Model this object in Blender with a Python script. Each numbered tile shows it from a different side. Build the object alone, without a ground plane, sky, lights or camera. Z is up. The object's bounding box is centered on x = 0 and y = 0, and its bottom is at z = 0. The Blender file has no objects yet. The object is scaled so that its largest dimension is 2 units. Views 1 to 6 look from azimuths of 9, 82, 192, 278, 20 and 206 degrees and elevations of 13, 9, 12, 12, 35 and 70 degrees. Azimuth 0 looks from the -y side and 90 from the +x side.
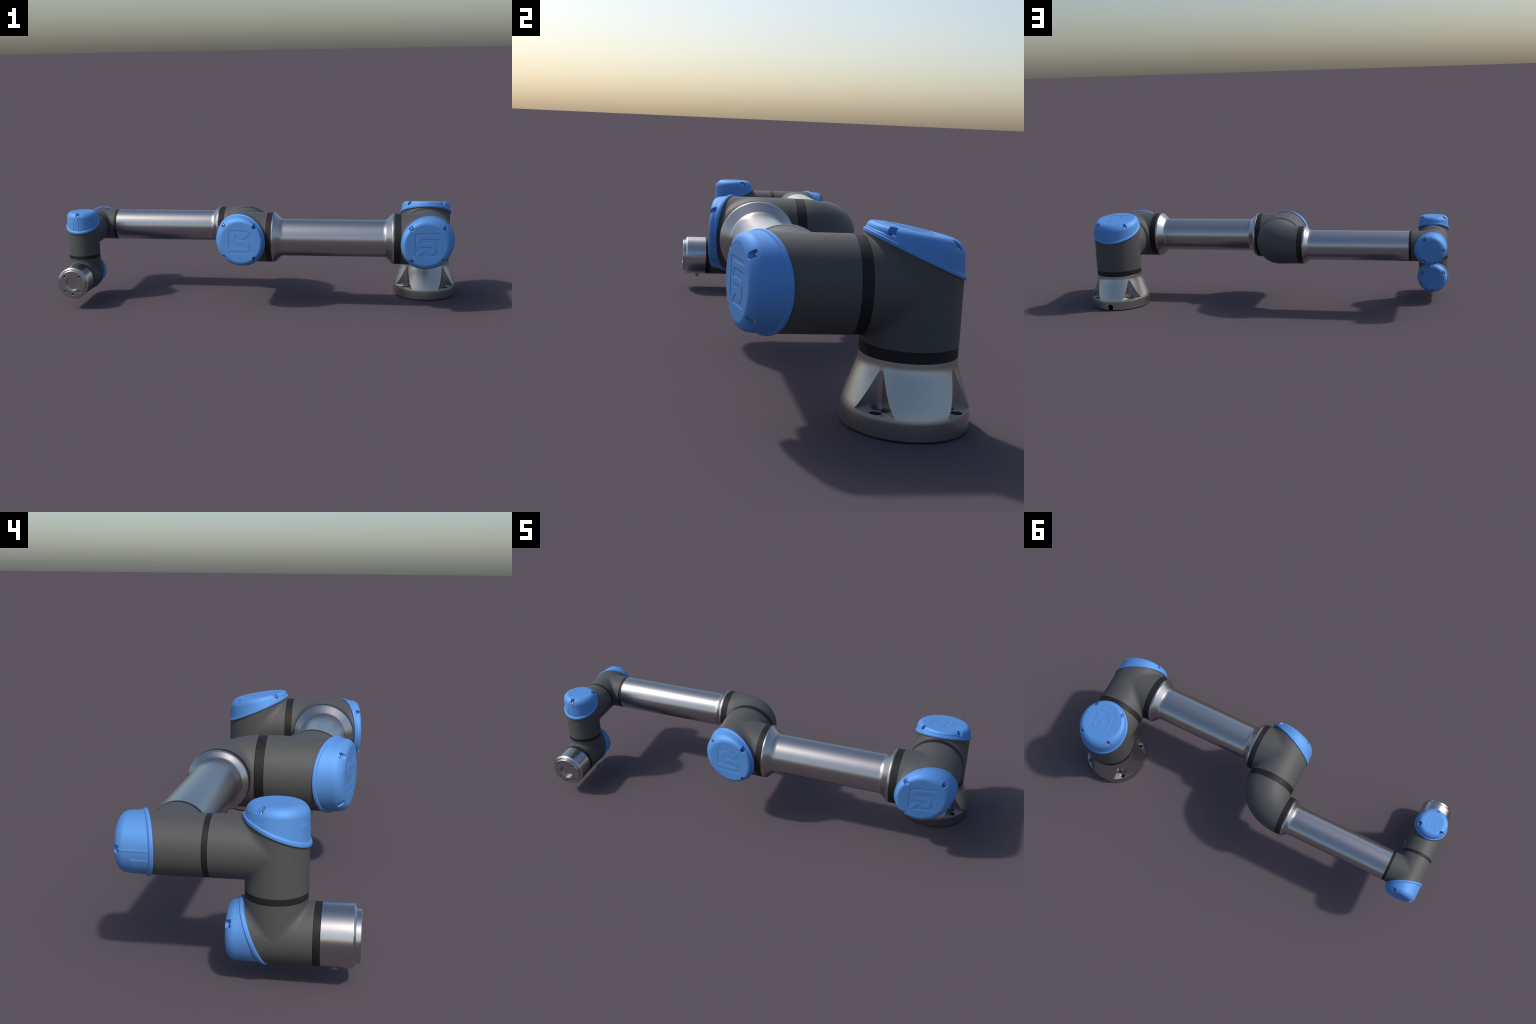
# Six-axis collaborative robot arm, lying stretched out along -x, built in robot
# millimetres (base flange centre = origin) and scaled into the 2 m frame.
import bpy, bmesh, math
import numpy as np
from mathutils import Matrix, Vector

K = 2.145 / 1000.0                       # robot millimetre -> scene metre
ORIGIN = Vector((0.838, 0.168, 0.0))     # where the base axis meets the ground

# ------------------------------------------------------------------ materials
def new_material(name):
    m = bpy.data.materials.new(name)
    m.use_nodes = True
    nt = m.node_tree
    return m, nt, nt.nodes["Principled BSDF"]

def grain(nt, scale, stretch=(1, 1, 1), detail=4.0):
    tc = nt.nodes.new("ShaderNodeTexCoord")
    mp = nt.nodes.new("ShaderNodeMapping")
    mp.inputs["Scale"].default_value = stretch
    nz = nt.nodes.new("ShaderNodeTexNoise")
    nz.inputs["Scale"].default_value = scale
    nz.inputs["Detail"].default_value = detail
    nt.links.new(tc.outputs["Object"], mp.inputs["Vector"])
    nt.links.new(mp.outputs["Vector"], nz.inputs["Vector"])
    return nz.outputs["Fac"]

def remap(nt, src, lo, hi):
    mr = nt.nodes.new("ShaderNodeMapRange")
    mr.inputs["From Min"].default_value = 0.3
    mr.inputs["From Max"].default_value = 0.7
    mr.inputs["To Min"].default_value = lo
    mr.inputs["To Max"].default_value = hi
    nt.links.new(src, mr.inputs["Value"])
    return mr.outputs["Result"]

def mix_colour(nt, fac, a, b):
    r = nt.nodes.new("ShaderNodeValToRGB")
    r.color_ramp.elements[0].position = 0.35
    r.color_ramp.elements[1].position = 0.65
    r.color_ramp.elements[0].color = (*a, 1)
    r.color_ramp.elements[1].color = (*b, 1)
    nt.links.new(fac, r.inputs["Fac"])
    return r.outputs["Color"]

def plastic(name, colour, rough, spec=0.5, bump=0.0, edge=0.0, metallic=0.0):
    m, nt, p = new_material(name)
    f = grain(nt, 60.0)
    lo = tuple(c * 0.985 for c in colour); hi = tuple(c * 1.015 for c in colour)
    nt.links.new(mix_colour(nt, f, lo, hi), p.inputs["Base Color"])
    nt.links.new(remap(nt, f, rough - 0.015, rough + 0.015), p.inputs["Roughness"])
    p.inputs["Specular IOR Level"].default_value = spec
    p.inputs["Metallic"].default_value = metallic
    nrm = None
    if edge > 0:
        bv = nt.nodes.new("ShaderNodeBevel")
        bv.samples = 6
        bv.inputs["Radius"].default_value = edge
        nrm = bv.outputs["Normal"]
    if bump > 0:
        b = nt.nodes.new("ShaderNodeBump")
        b.inputs["Strength"].default_value = bump
        b.inputs["Distance"].default_value = 0.0004
        nt.links.new(grain(nt, 900.0), b.inputs["Height"])
        if nrm: nt.links.new(nrm, b.inputs["Normal"])
        nrm = b.outputs["Normal"]
    if nrm: nt.links.new(nrm, p.inputs["Normal"])
    return m

def metal(name, colour, rough, stretch=(1, 1, 1), edge=0.0):
    m, nt, p = new_material(name)
    f = grain(nt, 40.0, stretch)
    lo = tuple(c * 0.993 for c in colour); hi = tuple(c * 1.007 for c in colour)
    nt.links.new(mix_colour(nt, f, lo, hi), p.inputs["Base Color"])
    nt.links.new(remap(nt, f, rough - 0.003, rough + 0.003), p.inputs["Roughness"])
    p.inputs["Metallic"].default_value = 1.0
    if edge > 0:
        bv = nt.nodes.new("ShaderNodeBevel")
        bv.samples = 6
        bv.inputs["Radius"].default_value = edge
        nt.links.new(bv.outputs["Normal"], p.inputs["Normal"])
    return m

MAT_BLUE = plastic("blue_plastic", (0.117, 0.314, 0.70), 0.62, 0.2, 0.0, 0.0011, 0.3)
MAT_GREY = plastic("dark_grey_coating", (0.074, 0.074, 0.074), 0.60, 0.45, 0.02)
MAT_BLACK = plastic("black_rubber", (0.0125, 0.0125, 0.0125), 0.6, 0.3)
MAT_NOTCH_SHADOW = plastic("notch_shadow_black", (0.002, 0.002, 0.002), 0.9, 0.0)
MAT_TUBE = metal("anodised_aluminium", (0.515, 0.505, 0.50), 0.29)
MAT_CAST = metal("satin_cast_aluminium", (0.44, 0.435, 0.43), 0.33, edge=0.0016)
MAT_FLANGE = metal("machined_steel", (0.57, 0.56, 0.555), 0.26, edge=0.0006)
MAT_SCREW = metal("bright_steel", (0.48, 0.465, 0.45), 0.3)

# ------------------------------------------------------------------ helpers
def frame(centre, a, s):
    """matrix of a local frame: z along a, x along s, placed at centre (robot mm)"""
    a, s = Vector(a), Vector(s)
    b = a.cross(s)
    m = Matrix((s, b, a)).transposed().to_4x4()
    m.translation = ORIGIN + Vector(centre) * K
    return m

def place(obj, mat, parent=None):
    obj.matrix_world = mat
    if parent is not None:
        obj.parent = parent
        obj.matrix_parent_inverse = WORLD[parent.name].inverted()
    WORLD[obj.name] = mat.copy()
    return obj

WORLD = {}

def link(name, mesh, material=None):
    o = bpy.data.objects.new(name, mesh)
    bpy.context.scene.collection.objects.link(o)
    if material is not None and len(mesh.materials) == 0:
        mesh.materials.append(material)
    return o

def mesh_from_bm(bm, name):
    me = bpy.data.meshes.new(name)
    bmesh.ops.recalc_face_normals(bm, faces=bm.faces)
    bm.to_mesh(me); bm.free()
    return me

def rings_to_bm(rings, closed=True):
    """loft a list of equally long point rings; close both ends with n-gons"""
    bm = bmesh.new()
    vs = [[bm.verts.new(p) for p in r] for r in rings]
    n = len(rings[0])
    for r0, r1 in zip(vs[:-1], vs[1:]):
        for i in range(n):
            j = (i + 1) % n
            bm.faces.new((r0[i], r0[j], r1[j], r1[i]))
    if closed:
        bm.faces.new(list(reversed(vs[0]))); bm.faces.new(vs[-1])
    return bm

def lathe(profile, n=160):
    """solid of revolution about z from (height, radius) pairs"""
    rings = []
    for h, r in profile:
        rings.append([(r * math.cos(2 * math.pi * i / n), r * math.sin(2 * math.pi * i / n), h) for i in range(n)])
    return rings_to_bm(rings)

def prism(points, z0, z1):
    return rings_to_bm([[(x, y, z0) for x, y in points], [(x, y, z1) for x, y in points]])

def boolean(target, cutters, op='DIFFERENCE'):
    """apply exact booleans, returns a new mesh"""
    o = bpy.data.objects.new("work", target)
    bpy.context.scene.collection.objects.link(o)
    tmp = []
    for c in cutters:
        co = bpy.data.objects.new("work_cutter", c)
        bpy.context.scene.collection.objects.link(co)
        md = o.modifiers.new("b", 'BOOLEAN')
        md.operation = op; md.solver = 'EXACT'; md.object = co
        tmp.append(co)
    dg = bpy.context.evaluated_depsgraph_get(); dg.update()
    res = bpy.data.meshes.new_from_object(o.evaluated_get(dg))
    for t in tmp + [o]:
        bpy.data.objects.remove(t)
    return res

def smooth(me, angle=32.0, weighted=True):
    """smooth shading with edges sharper than angle kept hard; big flats stay flat"""
    bm = bmesh.new(); bm.from_mesh(me)
    for f in bm.faces: f.smooth = True
    lim = math.radians(angle)
    for e in bm.edges:
        e.smooth = len(e.link_faces) == 2 and e.calc_face_angle(0.0) < lim
    bm.to_mesh(me); bm.free()
    if weighted:
        o = bpy.data.objects.new("work", me)
        bpy.context.scene.collection.objects.link(o)
        w = o.modifiers.new("w", 'WEIGHTED_NORMAL'); w.keep_sharp = True; w.weight = 60
        dg = bpy.context.evaluated_depsgraph_get(); dg.update()
        res = bpy.data.meshes.new_from_object(o.evaluated_get(dg))
        bpy.data.objects.remove(o)
        return res
    return me

def scaled(me, name):
    me.transform(Matrix.Scale(K, 4))
    me.name = name
    return me

def bevelled_ring(h0, h1, r, gap=0.35, n=160):
    b = 0.3
    return lathe([(h0 + gap, r - 1.6), (h0 + gap, r - b), (h0 + gap + b, r), (h1 - gap - b, r), (h1 - gap, r - b), (h1 - gap, r - 1.6)], n)

# ------------------------------------------------------------------ joint housings
def tee_field(p, R):
    """implicit surface: cylinder on z, half cylinder on +x, soft seam between them"""
    x, y, z = p[:, 0], p[:, 1], p[:, 2]
    r1 = np.sqrt(x * x + y * y) + 1e-9
    xn = np.minimum(x, 0)
    r2 = np.sqrt(xn * xn + y * y + z * z) + 1e-9
    d1, d2 = r1 - R, r2 - R
    c = np.clip((x * xn + y * y) / (r1 * r2), 0, 1)
    q = R / 57.8
    k = q * (1.4 + 26.0 * c) * (1 - c) ** 1.0 + 1e-4
    h = np.maximum(k - np.abs(d1 - d2), 0) / k
    return np.minimum(d1, d2) - h * h * k * 0.25

def tee_gradient(p, R, e=0.02):
    g = np.zeros_like(p)
    for i in range(3):
        d = np.zeros(3); d[i] = e
        g[:, i] = (tee_field(p + d, R) - tee_field(p - d, R)) / (2 * e)
    return g

def tee_housing(R, bottom, stub, rim_c, rim_m, voxel, name):
    """T shaped casting: main bore down to -bottom, branch to +x=stub, slanted top
    plane z = rim_c + rim_m * x under the cover cap"""
    over = 12.0
    top = rim_c + rim_m * R + over
    a = bmesh.new()
    bmesh.ops.create_cone(a, cap_ends=True, segments=96, radius1=R, radius2=R, depth=bottom + over + top,
                          matrix=Matrix.Translation((0, 0, (top - bottom - over) / 2)))
    bmesh.ops.create_cone(a, cap_ends=True, segments=96, radius1=R, radius2=R, depth=stub + over,
                          matrix=Matrix.Translation(((stub + over) / 2, 0, 0)) @ Matrix.Rotation(math.pi / 2, 4, 'Y'))
    me = bpy.data.meshes.new("work"); a.to_mesh(me); a.free()
    o = bpy.data.objects.new("work", me); bpy.context.scene.collection.objects.link(o)
    rm = o.modifiers.new("r", 'REMESH'); rm.mode = 'VOXEL'; rm.voxel_size = voxel
    dg = bpy.context.evaluated_depsgraph_get(); dg.update()
    vm = bpy.data.meshes.new_from_object(o.evaluated_get(dg))
    bpy.data.objects.remove(o)
    n = len(vm.vertices)
    co = np.empty(n * 3); vm.vertices.foreach_get("co", co); p = co.reshape(-1, 3)
    inner = (p[:, 2] > -bottom - over * 0.7) & (p[:, 0] < stub + over * 0.7) & (p[:, 2] < top - over * 0.3)
    for _ in range(8):
        f = tee_field(p, R); g = tee_gradient(p, R)
        step = np.clip(f / np.maximum((g * g).sum(1), 0.05), -3, 3)[:, None] * g
        p = np.where(inner[:, None], p - step, p)
    vm.vertices.foreach_set("co", p.ravel()); vm.update()
    bm = bmesh.new(); bm.from_mesh(vm)
    def cut(co, no):
        geom = bm.verts[:] + bm.edges[:] + bm.faces[:]
        r = bmesh.ops.bisect_plane(bm, geom=geom, dist=1e-4, plane_co=co, plane_no=no, clear_outer=True)
        ed = [e for e in r["geom_cut"] if isinstance(e, bmesh.types.BMEdge)]
        bmesh.ops.holes_fill(bm, edges=ed, sides=0)
    cut((0, 0, -bottom), (0, 0, -1))
    cut((stub, 0, 0), (1, 0, 0))
    cut((0, 0, rim_c + 1.6), (-rim_m, 0, 1))
    for f in bm.faces: f.smooth = len(f.verts) <= 4
    for e in bm.edges:
        e.smooth = all(len(f.verts) <= 4 for f in e.link_faces)
    out = bpy.data.meshes.new(name); bm.to_mesh(out); bm.free()
    # shade with the exact surface normal of the casting
    n = len(out.vertices)
    co = np.empty(n * 3); out.vertices.foreach_get("co", co); p = co.reshape(-1, 3)
    g = tee_gradient(p, R, 0.15); g /= np.linalg.norm(g, axis=1)[:, None] + 1e-9
    out.transform(Matrix.Scale(K, 4))
    out.normals_split_custom_set_from_vertices([tuple(v) for v in g])
    out.materials.append(MAT_GREY)
    return out

# ------------------------------------------------------------------ cover caps
def arc(cx, cy, r, a0, a1, n):
    return [(cx + r * math.cos(math.radians(a0 + (a1 - a0) * i / n)), cy + r * math.sin(math.radians(a0 + (a1 - a0) * i / n))) for i in range(n + 1)]

def offset_path(path, w):
    """ribbon outline of half width w around an open polyline"""
    pts = [Vector(p) for p in path]
    L, Rr = [], []
    for i, p in enumerate(pts):
        d0 = (pts[i] - pts[i - 1]).normalized() if i else None
        d1 = (pts[i + 1] - pts[i]).normalized() if i < len(pts) - 1 else None
        if d0 is None: d = d1; s = 1
        elif d1 is None: d = d0; s = 1
        else:
            d = (d0 + d1).normalized(); s = 1 / max(0.5, d.dot(d1))
        nrm = Vector((-d.y, d.x)) * w * s
        L.append(p + nrm); Rr.append(p - nrm)
    return [tuple(v) for v in L + Rr[::-1]]

def emblem_cutter(size, base_z, tilt, depth, up_shift=0.0):
    """engraved square with the two-letter ribbon (a U running into an R) left standing.
    u reads along +y of the cap, v (up) along -x."""
    def to_cap(u, v):
        return (-(v - 0.5) * size + up_shift, (u - 0.5) * size)
    c = 0.035
    sq = arc(1 - c, 1 - c, c, 0, 90, 5) + arc(c, 1 - c, c, 90, 180, 5) + arc(c, c, c, 180, 270, 5) + arc(1 - c, c, c, 270, 360, 5)
    w = 0.07
    path = [(0.17, 1.15), (0.17, 0.8), (0.17, 0.6), (0.17, 0.4)]
    path += arc(0.28, 0.26, 0.11, 180, 270, 8)
    path += arc(0.395, 0.26, 0.11, 270, 360, 8)
    path += [(0.505, 0.45), (0.505, 0.62)]
    path += arc(0.675, 0.635, 0.17, 180, 5, 14)
    path += arc(0.735, 0.63, 0.11, -8, -62, 6)[1:]
    path += [(0.72, 0.46), (0.70, 0.40), (0.715, 0.345), (0.75, 0.305), (0.97, 0.085), (1.15, -0.095)]
    rib = offset_path(path, w)
    lift = 8.0
    z0 = -depth
    def tilted(bm):
        for v in bm.verts:
            v.co.z += base_z + tilt * v.co.x
        return bm
    s_bm = tilted(prism([to_cap(u, v) for u, v in sq], z0, lift))
    r_bm = tilted(prism([to_cap(u, v) for u, v in rib], z0 - 2, lift + 2))
    return boolean(mesh_from_bm(s_bm, "work"), [mesh_from_bm(r_bm, "work")])

def cap_mesh(R_rim, rim_c, rim_m, rim_profile, r_top, T0, tilt, fillet, fillet_var,
             screws, screw_r, pocket_r, floor, emblem, emblem_depth, name, rib=False, n=224):
    """lidded cover: slanted collar, drafted wall, rolled shoulder, flat (tilted) top"""
    w_r = rim_profile[-1][1]
    rows = []
    ph = [2 * math.pi * i / n for i in range(n)]
    def ring(fn):
        rows.append([fn(a) for a in ph])
    def pt(a, r, h):
        return (r * math.cos(a), r * math.sin(a), h)
    for dz, r in rim_profile:
        ring(lambda a, dz=dz, r=r: pt(a, r, rim_c + rim_m * r * math.cos(a) + dz))
    def t_of(a): return fillet - fillet_var * math.cos(a)
    def corner(a): return T0 + tilt * r_top * math.cos(a)
    def wall_bottom(a): return rim_c + rim_m * w_r * math.cos(a) + rim_profile[-1][0]
    for f in (0.25, 0.5, 0.75):
        ring(lambda a, f=f: pt(a, w_r + (r_top - w_r) * f, wall_bottom(a) + f * (max(corner(a) - t_of(a), wall_bottom(a) + 0.4) - wall_bottom(a))))
    N = 14
    for i in range(N + 1):
        u = i / N
        def fn(a, u=u):
            t = t_of(a)
            z0 = max(corner(a) - t, wall_bottom(a) + 0.4)
            P0 = (r_top, z0); P1 = (r_top, corner(a)); P2 = (r_top - t, T0 + tilt * (r_top - t) * math.cos(a))
            w = 0.72
            b0, b1, b2 = (1 - u) ** 2, 2 * w * u * (1 - u), u * u
            d = b0 + b1 + b2
            return pt(a, (b0 * P0[0] + b1 * P1[0] + b2 * P2[0]) / d, (b0 * P0[1] + b1 * P1[1] + b2 * P2[1]) / d)
        ring(fn)
    me = mesh_from_bm(rings_to_bm(rows), "work")
    cutters = []
    for ang in screws:
        a = math.radians(ang)
        cx, cy = screw_r, 0.0
        shape = [(cx + 30, -pocket_r - 1.6)] + [(cx + pocket_r * math.cos(t), -pocket_r * math.sin(t)) for t in
                 [math.pi / 2 + math.pi * i / 16 for i in range(17)]] + [(cx + 30, pocket_r + 1.6)]
        shape = [(x, y) for x, y in shape]
        bm = prism(shape, 0.0, 40.0)
        bmesh.ops.rotate(bm, cent=(0, 0, 0), matrix=Matrix.Rotation(a, 3, 'Z'), verts=bm.verts)
        for v in bm.verts: v.co.z += floor + tilt * v.co.x
        cutters.append(mesh_from_bm(bm, "work"))
    me = boolean(me, cutters)
    me = boolean(me, [emblem_cutter(emblem, T0, tilt, emblem_depth, emblem * 0.05)])
    me = smooth(me, 30)
    if rib:
        # raised moulding line below the outer screw and a raised label panel beside it
        bm = bmesh.new(); bm.from_mesh(me)
        def wall_patch(b0, b1, top, out):
            def wr(h): 
                f = min(1, max(0, (h - 10) / 36.0)); return w_r + (r_top - w_r) * f
            m = 8
            grid = []
            e = 0.55
            a0, a1 = math.asin(b0 / w_r), math.asin(b1 / w_r)
            de = e / w_r
            angs = [(a0 - de, -0.6), (a0, out)] + [(a0 + (a1 - a0) * i / m, out) for i in range(1, m)] + [(a1, out), (a1 + de, -0.6)]
            for aa, oo in angs:
                col = []
                a = math.pi - aa
                low = rim_c + rim_m * w_r * math.cos(a) + 3.0
                for h, k in ((low, oo), (low + 6, oo), ((low + top) / 2, oo), (top - e, oo), (top, -0.6)):
                    r = wr(h) + k
                    col.append(bm.verts.new((r * math.cos(a), r * math.sin(a), h)))
                grid.append(col)
            for c0, c1 in zip(grid[:-1], grid[1:]):
                for i in range(4):
                    f = bm.faces.new((c0[i], c0[i + 1], c1[i + 1], c1[i])); f.smooth = True
        wall_patch(-1.3, 1.3, floor - 1.0, 0.3)
        wall_patch(11.2, 25.2, 35.5, 0.5)
        bmesh.ops.recalc_face_normals(bm, faces=bm.faces)
        lim = math.radians(30)
        for e in bm.edges:
            e.smooth = len(e.link_faces) == 2 and e.calc_face_angle(0.0) < lim
        bm.to_mesh(me); bm.free()
        if "custom_normal" in me.attributes:
            me.attributes.remove(me.attributes["custom_normal"])
        me = smooth(me, 30)
    scaled(me, name)
    me.materials.clear(); me.materials.append(MAT_BLUE)
    return me

def screw_mesh(r, name):
    bm = lathe([(-2, r * 0.8), (0, r * 0.8), (0, r), (0.8, r), (1.6, r * 0.9), (2.2, r * 0.68), (2.5, r * 0.45)], 32)
    hexa = prism([(r * 0.46 * math.cos(math.pi / 3 * i), r * 0.46 * math.sin(math.pi / 3 * i)) for i in range(6)], 0.7, 6)
    me = boolean(mesh_from_bm(bm, "work"), [mesh_from_bm(hexa, "work")])
    me = smooth(me, 35)
    scaled(me, name)
    me.materials.clear(); me.materials.append(MAT_SCREW)
    return me

# ------------------------------------------------------------------ build
robot = bpy.data.objects.new("robot_arm", None)
bpy.context.scene.collection.objects.link(robot)
robot.empty_display_size = 0.1
robot["label"] = "grey and silver jointed robot arm with blue caps"
robot["category"] = "robot arm"
place(robot, Matrix.Translation(ORIGIN))

BIG = 57.8      # radius of the three large joints
SMALL = 37.1    # radius of the three wrist joints
RIM_BIG = (34.6, 0.43)
RIM_SMALL = (21.6, 0.39)

big_profile = [(0.0, 59.3), (0.5, 60.0), (1.3, 60.4), (3.8, 60.35), (4.6, 60.0), (5.2, 59.3), (5.55, 58.5), (6.0, 58.2), (7.0, 58.2)]
small_profile = [(0.0, 38.5), (0.5, 39.2), (1.3, 39.6), (4.0, 39.55), (4.8, 39.2), (5.4, 38.5), (5.8, 37.7), (6.3, 37.45), (7.3, 37.4)]

T_BIG, TILT_BIG, FLOOR_BIG = 64.5, 0.172, 54.4
cap_big = cap_mesh(60.4, *RIM_BIG, big_profile, 56.7, T_BIG, TILT_BIG, 12.0, 4.5,
                   (45, 135, 225, 315), 51.3, 4.9, FLOOR_BIG, 54.0, 0.38, "cover_cap_large")
T_SMALL, TILT_SMALL, FLOOR_SMALL = 55.7, 0.0, 48.0
cap_small = cap_mesh(39.6, *RIM_SMALL, small_profile, 36.5, T_SMALL, TILT_SMALL, 12.0, 0.5,
                     (180, 60, 300), 31.2, 4.7, FLOOR_SMALL, 32.0, 0.13, "cover_cap_small", rib=True)
screw_big = screw_mesh(3.0, "screw_large")
screw_small = screw_mesh(2.9, "screw_small")

tee_big = tee_housing(BIG, 65.0, 59.5, *RIM_BIG, 1.5, "large_joint_housing")

def build_joint(name, centre, a, s, tee, cap, screw, angles, screw_r, floor, tilt, rings, lift=0.0):
    """lift: how far the cover sits out along the joint axis"""
    m = frame(centre, a, s)
    body = place(link(name, tee), m, robot)
    up = m @ Matrix.Translation((0, 0, lift * K))
    place(link("cover_cap", cap), up, body)
    for ang in angles:
        t = math.radians(ang)
        x, y = screw_r * math.cos(t), screw_r * math.sin(t)
        loc = Matrix.Translation(Vector((x, y, floor + tilt * x - 0.45)) * K)
        place(link("screw", screw), up @ loc @ Matrix.Rotation(-math.atan(tilt), 4, 'Y'), body)
    for kind, h0, h1, r in rings:
        me = scaled(smooth(mesh_from_bm(bevelled_ring(h0, h1, r), "seal_ring"), 30, False), "seal_ring")
        me.materials.append(MAT_BLACK)
        rot = Matrix.Rotation(math.pi / 2, 4, 'Y') if kind == 'stub' else Matrix.Rotation(math.pi, 4, 'X')
        place(link("seal_ring", me), m @ rot, body)
    return body

four = (45, 135, 225, 315)
three = (180, 60, 300)
build_joint("base_joint", (0, 0, 162.2), (0, 0, 1), (0, -1, 0), tee_big, cap_big, screw_big, four, 51.3, FLOOR_BIG, TILT_BIG,
            [('main', 65.0, 79.0, 57.5), ('stub', 59.5, 73.0, 57.5)])
build_joint("shoulder_joint", (0, -138, 162.2), (0, -1, 0), (-1, 0, 0), tee_big, cap_big, screw_big, four, 51.3, FLOOR_BIG, TILT_BIG,
            [('stub', 59.5, 74.0, 57.6)])
build_joint("elbow_joint", (-425, -138, 162.2), (0, -1, 0), (1, 0, 0), tee_big, cap_big, screw_big, four, 51.3, FLOOR_BIG, TILT_BIG,
            [('stub', 59.5, 72.5, 57.6), ('main', 65.0, 79.5, 57.4)])

for centre, a, s, low, stub, lift, rings in (
        ((-817.2, -7, 162.2), (0, 1, 0), (1, 0, 0), 44.5, 46.7, 2.3, [('stub', 46.7, 53.0, 37.0), ('main', 44.5, 51.6, 36.9)]),
        ((-817.2, -133.3, 162.2), (0, 0, 1), (0, 1, 0), 47.8, 74.7, 0.0, [('main', 47.8, 56.0, 36.9)]),
        ((-817.2, -133.3, 62.5), (0, 1, 0), (0, 0, 1), 44.7, 43.7, 0.6, [('main', 44.7, 53.2, 36.9)])):
    tee = tee_housing(SMALL, low, stub, RIM_SMALL[0] + lift, RIM_SMALL[1], 1.05, "wrist_joint_housing")
    build_joint("wrist_joint", centre, a, s, tee, cap_small, screw_small, three, 31.2, FLOOR_SMALL, TILT_SMALL, rings, lift)

# ---- elbow bend between the elbow joint and the forearm
def elbow_bend():
    px, py = -488.0, -58.3
    rings = []
    N, n = 40, 144
    for i in range(N + 1):
        th = math.pi / 2 * i / N
        c, s = math.cos(th), math.sin(th)
        inner = Vector((px + 5.5 * c, py + 3.9 * s)); outer = Vector((px + 120.3 * c, py + 98.7 * s))
        mid = (inner + outer) / 2; half = (outer - inner).length / 2
        d = (outer - inner).normalized()
        e = s * s
        hz = 57.4 * (1 - e) + 47.4 * e
        rings.append([(mid.x + d.x * half * math.cos(t), mid.y + d.y * half * math.cos(t), 162.2 + hz * math.sin(t))
                      for t in [2 * math.pi * j / n for j in range(n)]])
    me = mesh_from_bm(rings_to_bm(rings), "elbow_bend")
    me.transform(Matrix.Translation((425, 7, -162.2)))
    me = smooth(me, 40, False)
    scaled(me, "elbow_bend"); me.materials.append(MAT_GREY)
    return me
bend = place(link("elbow_bend", elbow_bend()), Matrix.Translation(ORIGIN + Vector((-425, -7, 162.2)) * K), robot)
ring_me = scaled(smooth(mesh_from_bm(bevelled_ring(63.0, 76.0, 47.3), "seal_ring"), 30, False), "seal_ring")
ring_me.materials.append(MAT_BLACK)
place(link("seal_ring", ring_me), frame((-425, -7, 162.2), (-1, 0, 0), (0, 1, 0)), bend)

def revolved(name, profile, material, centre, a, s, angle=28, n=192, parent=None, cut=None):
    me = mesh_from_bm(lathe(profile, n), name)
    if cut: me = boolean(me, cut)
    me = smooth(me, angle)
    scaled(me, name); me.materials.clear(); me.materials.append(material)
    return place(link(name, me), frame(centre, a, s), parent or robot)

# ---- upper arm: tube with a flared collar at each end (heights run from the shoulder)
def collar(h, r_out, r_tube, steep, sign):
    """profile of one flared collar starting at face height h, going inwards"""
    drop = r_out - r_tube
    pts = [(0, r_out - 0.7), (0.6, r_out - 0.1), (2.5, r_out), (4.0, r_out - 0.2), (5.2, r_out - 0.9), (6.4, r_out - 2.0)]
    run = (drop - 2.0 - 3.4) * steep
    x0, r0 = 6.4, r_out - 2.0
    pts += [(x0 + run, r_tube + 3.4), (x0 + run + 1.9, r_tube + 1.75), (x0 + run + 4.2, r_tube + 0.6), (x0 + run + 7.0, r_tube + 0.1), (x0 + run + 9.5, r_tube)]
    return [(h + sign * x, r) for x, r in pts]

upper = collar(74.0, 57.7, 42.4, 1.03, 1) + list(reversed(collar(352.8, 57.7, 42.4, 1.03, -1)))
revolved("upper_arm_tube", upper, MAT_TUBE, (0, -138, 162.2), (-1, 0, 0), (0, 1, 0))
fore = collar(76.0, 47.3, 37.3, 1.0, 1) + [(339.2, 37.3)]
revolved("forearm_tube", fore, MAT_TUBE, (-425, -7, 162.2), (-1, 0, 0), (0, 1, 0))

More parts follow.
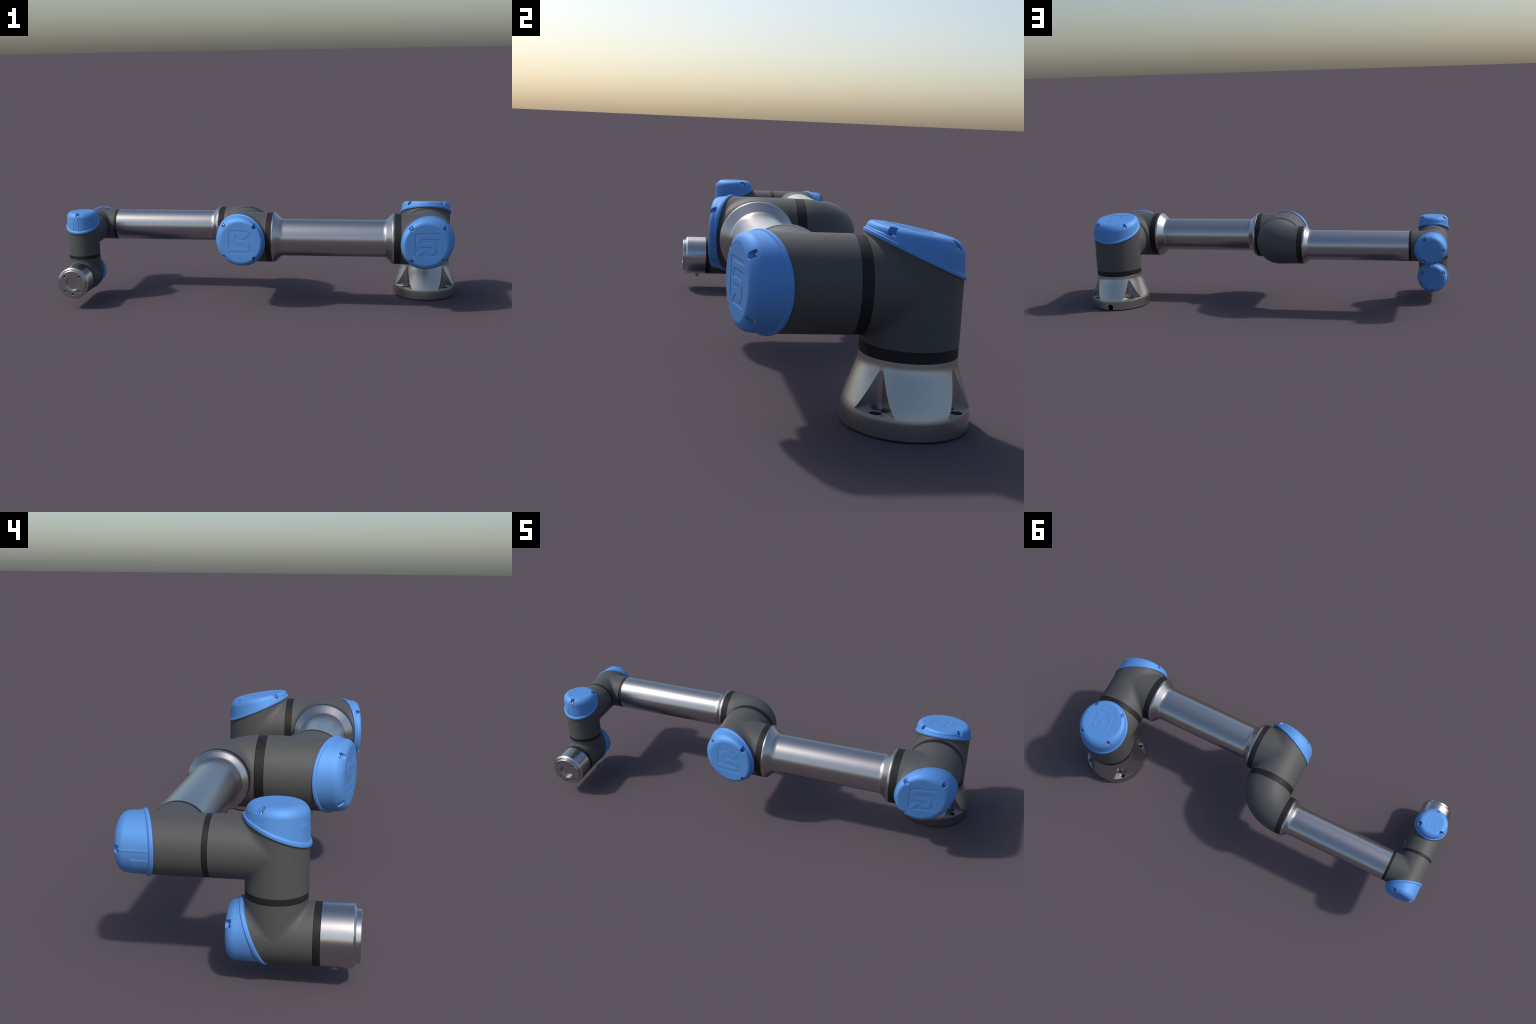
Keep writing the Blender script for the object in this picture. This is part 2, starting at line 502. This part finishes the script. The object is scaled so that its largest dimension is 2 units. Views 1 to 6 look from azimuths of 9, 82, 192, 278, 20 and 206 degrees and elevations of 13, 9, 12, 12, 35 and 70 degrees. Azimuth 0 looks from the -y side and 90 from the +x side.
# ---- base mount: flared casting with four bolt recesses and a cable notch
base_profile = [(0, 74.2), (0.7, 74.2), (0.75, 74.8), (1.1, 75.1), (12, 75.1), (19, 75.0), (22, 74.75), (25, 74.3), (28, 73.6), (32, 72.5), (46, 67.8), (62, 62.2),
                (67, 60.5), (71, 59.2), (75, 58.3), (79, 57.75), (83.8, 57.5)]
cuts = []
for k in range(4):
    ang = math.radians(45 + 90 * k)
    # V shaped recess: walls tangent to the bolt clearance circle, opening outwards
    # the walls close in a little towards the tip
    rr, levels = 7.4, []
    for step in range(37):
        z = 25.0 + 1.5 * step
        deg = 48.0 + 18.0 * math.exp(-(z - 25.0) / 26.0)
        half = math.radians(deg)
        a0, a1 = math.pi / 2 + half, 3 * math.pi / 2 - half
        c = [(66.0 + rr * math.cos(a0 + (a1 - a0) * i / 14), rr * math.sin(a0 + (a1 - a0) * i / 14)) for i in range(15)]
        d = 60.0
        shape = c + [(c[-1][0] + d * math.cos(half), c[-1][1] - d * math.sin(half)), (c[0][0] + d * math.cos(half), c[0][1] + d * math.sin(half))]
        levels.append([(x, y, z) for x, y in shape])
    bm = rings_to_bm(levels)
    bmesh.ops.rotate(bm, cent=(0, 0, 0), matrix=Matrix.Rotation(ang, 3, 'Z'), verts=bm.verts)
    cuts.append(mesh_from_bm(bm, "work"))
    for r, z0, z1 in ((4.4, -5, 40), (7.0, 16.5, 40)):
        bm = lathe([(z0, r), (z1, r)], 40)
        bmesh.ops.translate(bm, verts=bm.verts, vec=(66.0 * math.cos(ang), 66.0 * math.sin(ang), 0))
        cuts.append(mesh_from_bm(bm, "work"))
bm = lathe([(48, 6.6), (90, 6.6)], 48)
bmesh.ops.rotate(bm, cent=(0, 0, 0), matrix=Matrix.Rotation(-math.pi / 2, 3, 'X'), verts=bm.verts)
bmesh.ops.translate(bm, verts=bm.verts, vec=(0, 0, 8.2))
cuts.append(mesh_from_bm(bm, "work"))
cuts.append(mesh_from_bm(prism([(-5.2, 48.5), (5.2, 48.5), (5.2, 90), (-5.2, 90)], -5, 7), "work"))
mount = revolved("base_mount", base_profile, MAT_CAST, (0, 0, 0), (0, 0, 1), (1, 0, 0), 24, 224, cut=cuts)

# near-black block inside the notch, modelled to give its deep shadow
shadow_block = prism([(-7.5, 46), (7.5, 46), (7.5, 70), (-7.5, 70)], 0.4, 16.0)
shadow_block_me = scaled(smooth(mesh_from_bm(shadow_block, "notch_shadow_block"), 30, False), "notch_shadow_block")
shadow_block_me.materials.append(MAT_NOTCH_SHADOW)
place(link("notch_shadow_block", shadow_block_me), frame((0, 0, 0), (0, 0, 1), (1, 0, 0)), mount)

# ---- tool flange on the last wrist
hole = []
for x, y, r in [(17.68 * i, 17.68 * j, 2.3) for i in (-1, 1) for j in (-1, 1)] + [(-25.0, 0.0, 2.4)]:
    bm = lathe([(82, r), (98.7, r), (99.05, r + 0.35), (104, r + 0.35)], 32)
    bmesh.ops.translate(bm, verts=bm.verts, vec=(x, y, 0))
    hole.append(mesh_from_bm(bm, "work"))
hole.append(mesh_from_bm(lathe([(92.7, 15.75), (98.7, 15.75), (99.05, 16.05), (104, 16.05)], 96), "work"))
flange_profile = [(53.0, 36.6), (53.4, 37.2), (89.6, 37.2), (90.4, 36.9), (92.6, 34.8), (92.9, 34.2), (92.9, 31.6), (93.1, 31.3), (98.2, 31.3), (99.0, 30.5)]
flange = revolved("tool_flange", flange_profile, MAT_FLANGE, (-817.2, -133.3, 62.5), (0, -1, 0), (0, 0, 1), 24, 160, cut=hole)
revolved("connector", [(30, 4.2), (41.4, 4.2), (42.6, 3.6), (43.1, 2.4)], MAT_SCREW, (-817.2, -202.0, 62.5), (0, 0, -1), (1, 0, 0), 40, 40, parent=flange)

# tidy up work data
for me in [m for m in bpy.data.meshes if m.users == 0]:
    bpy.data.meshes.remove(me)
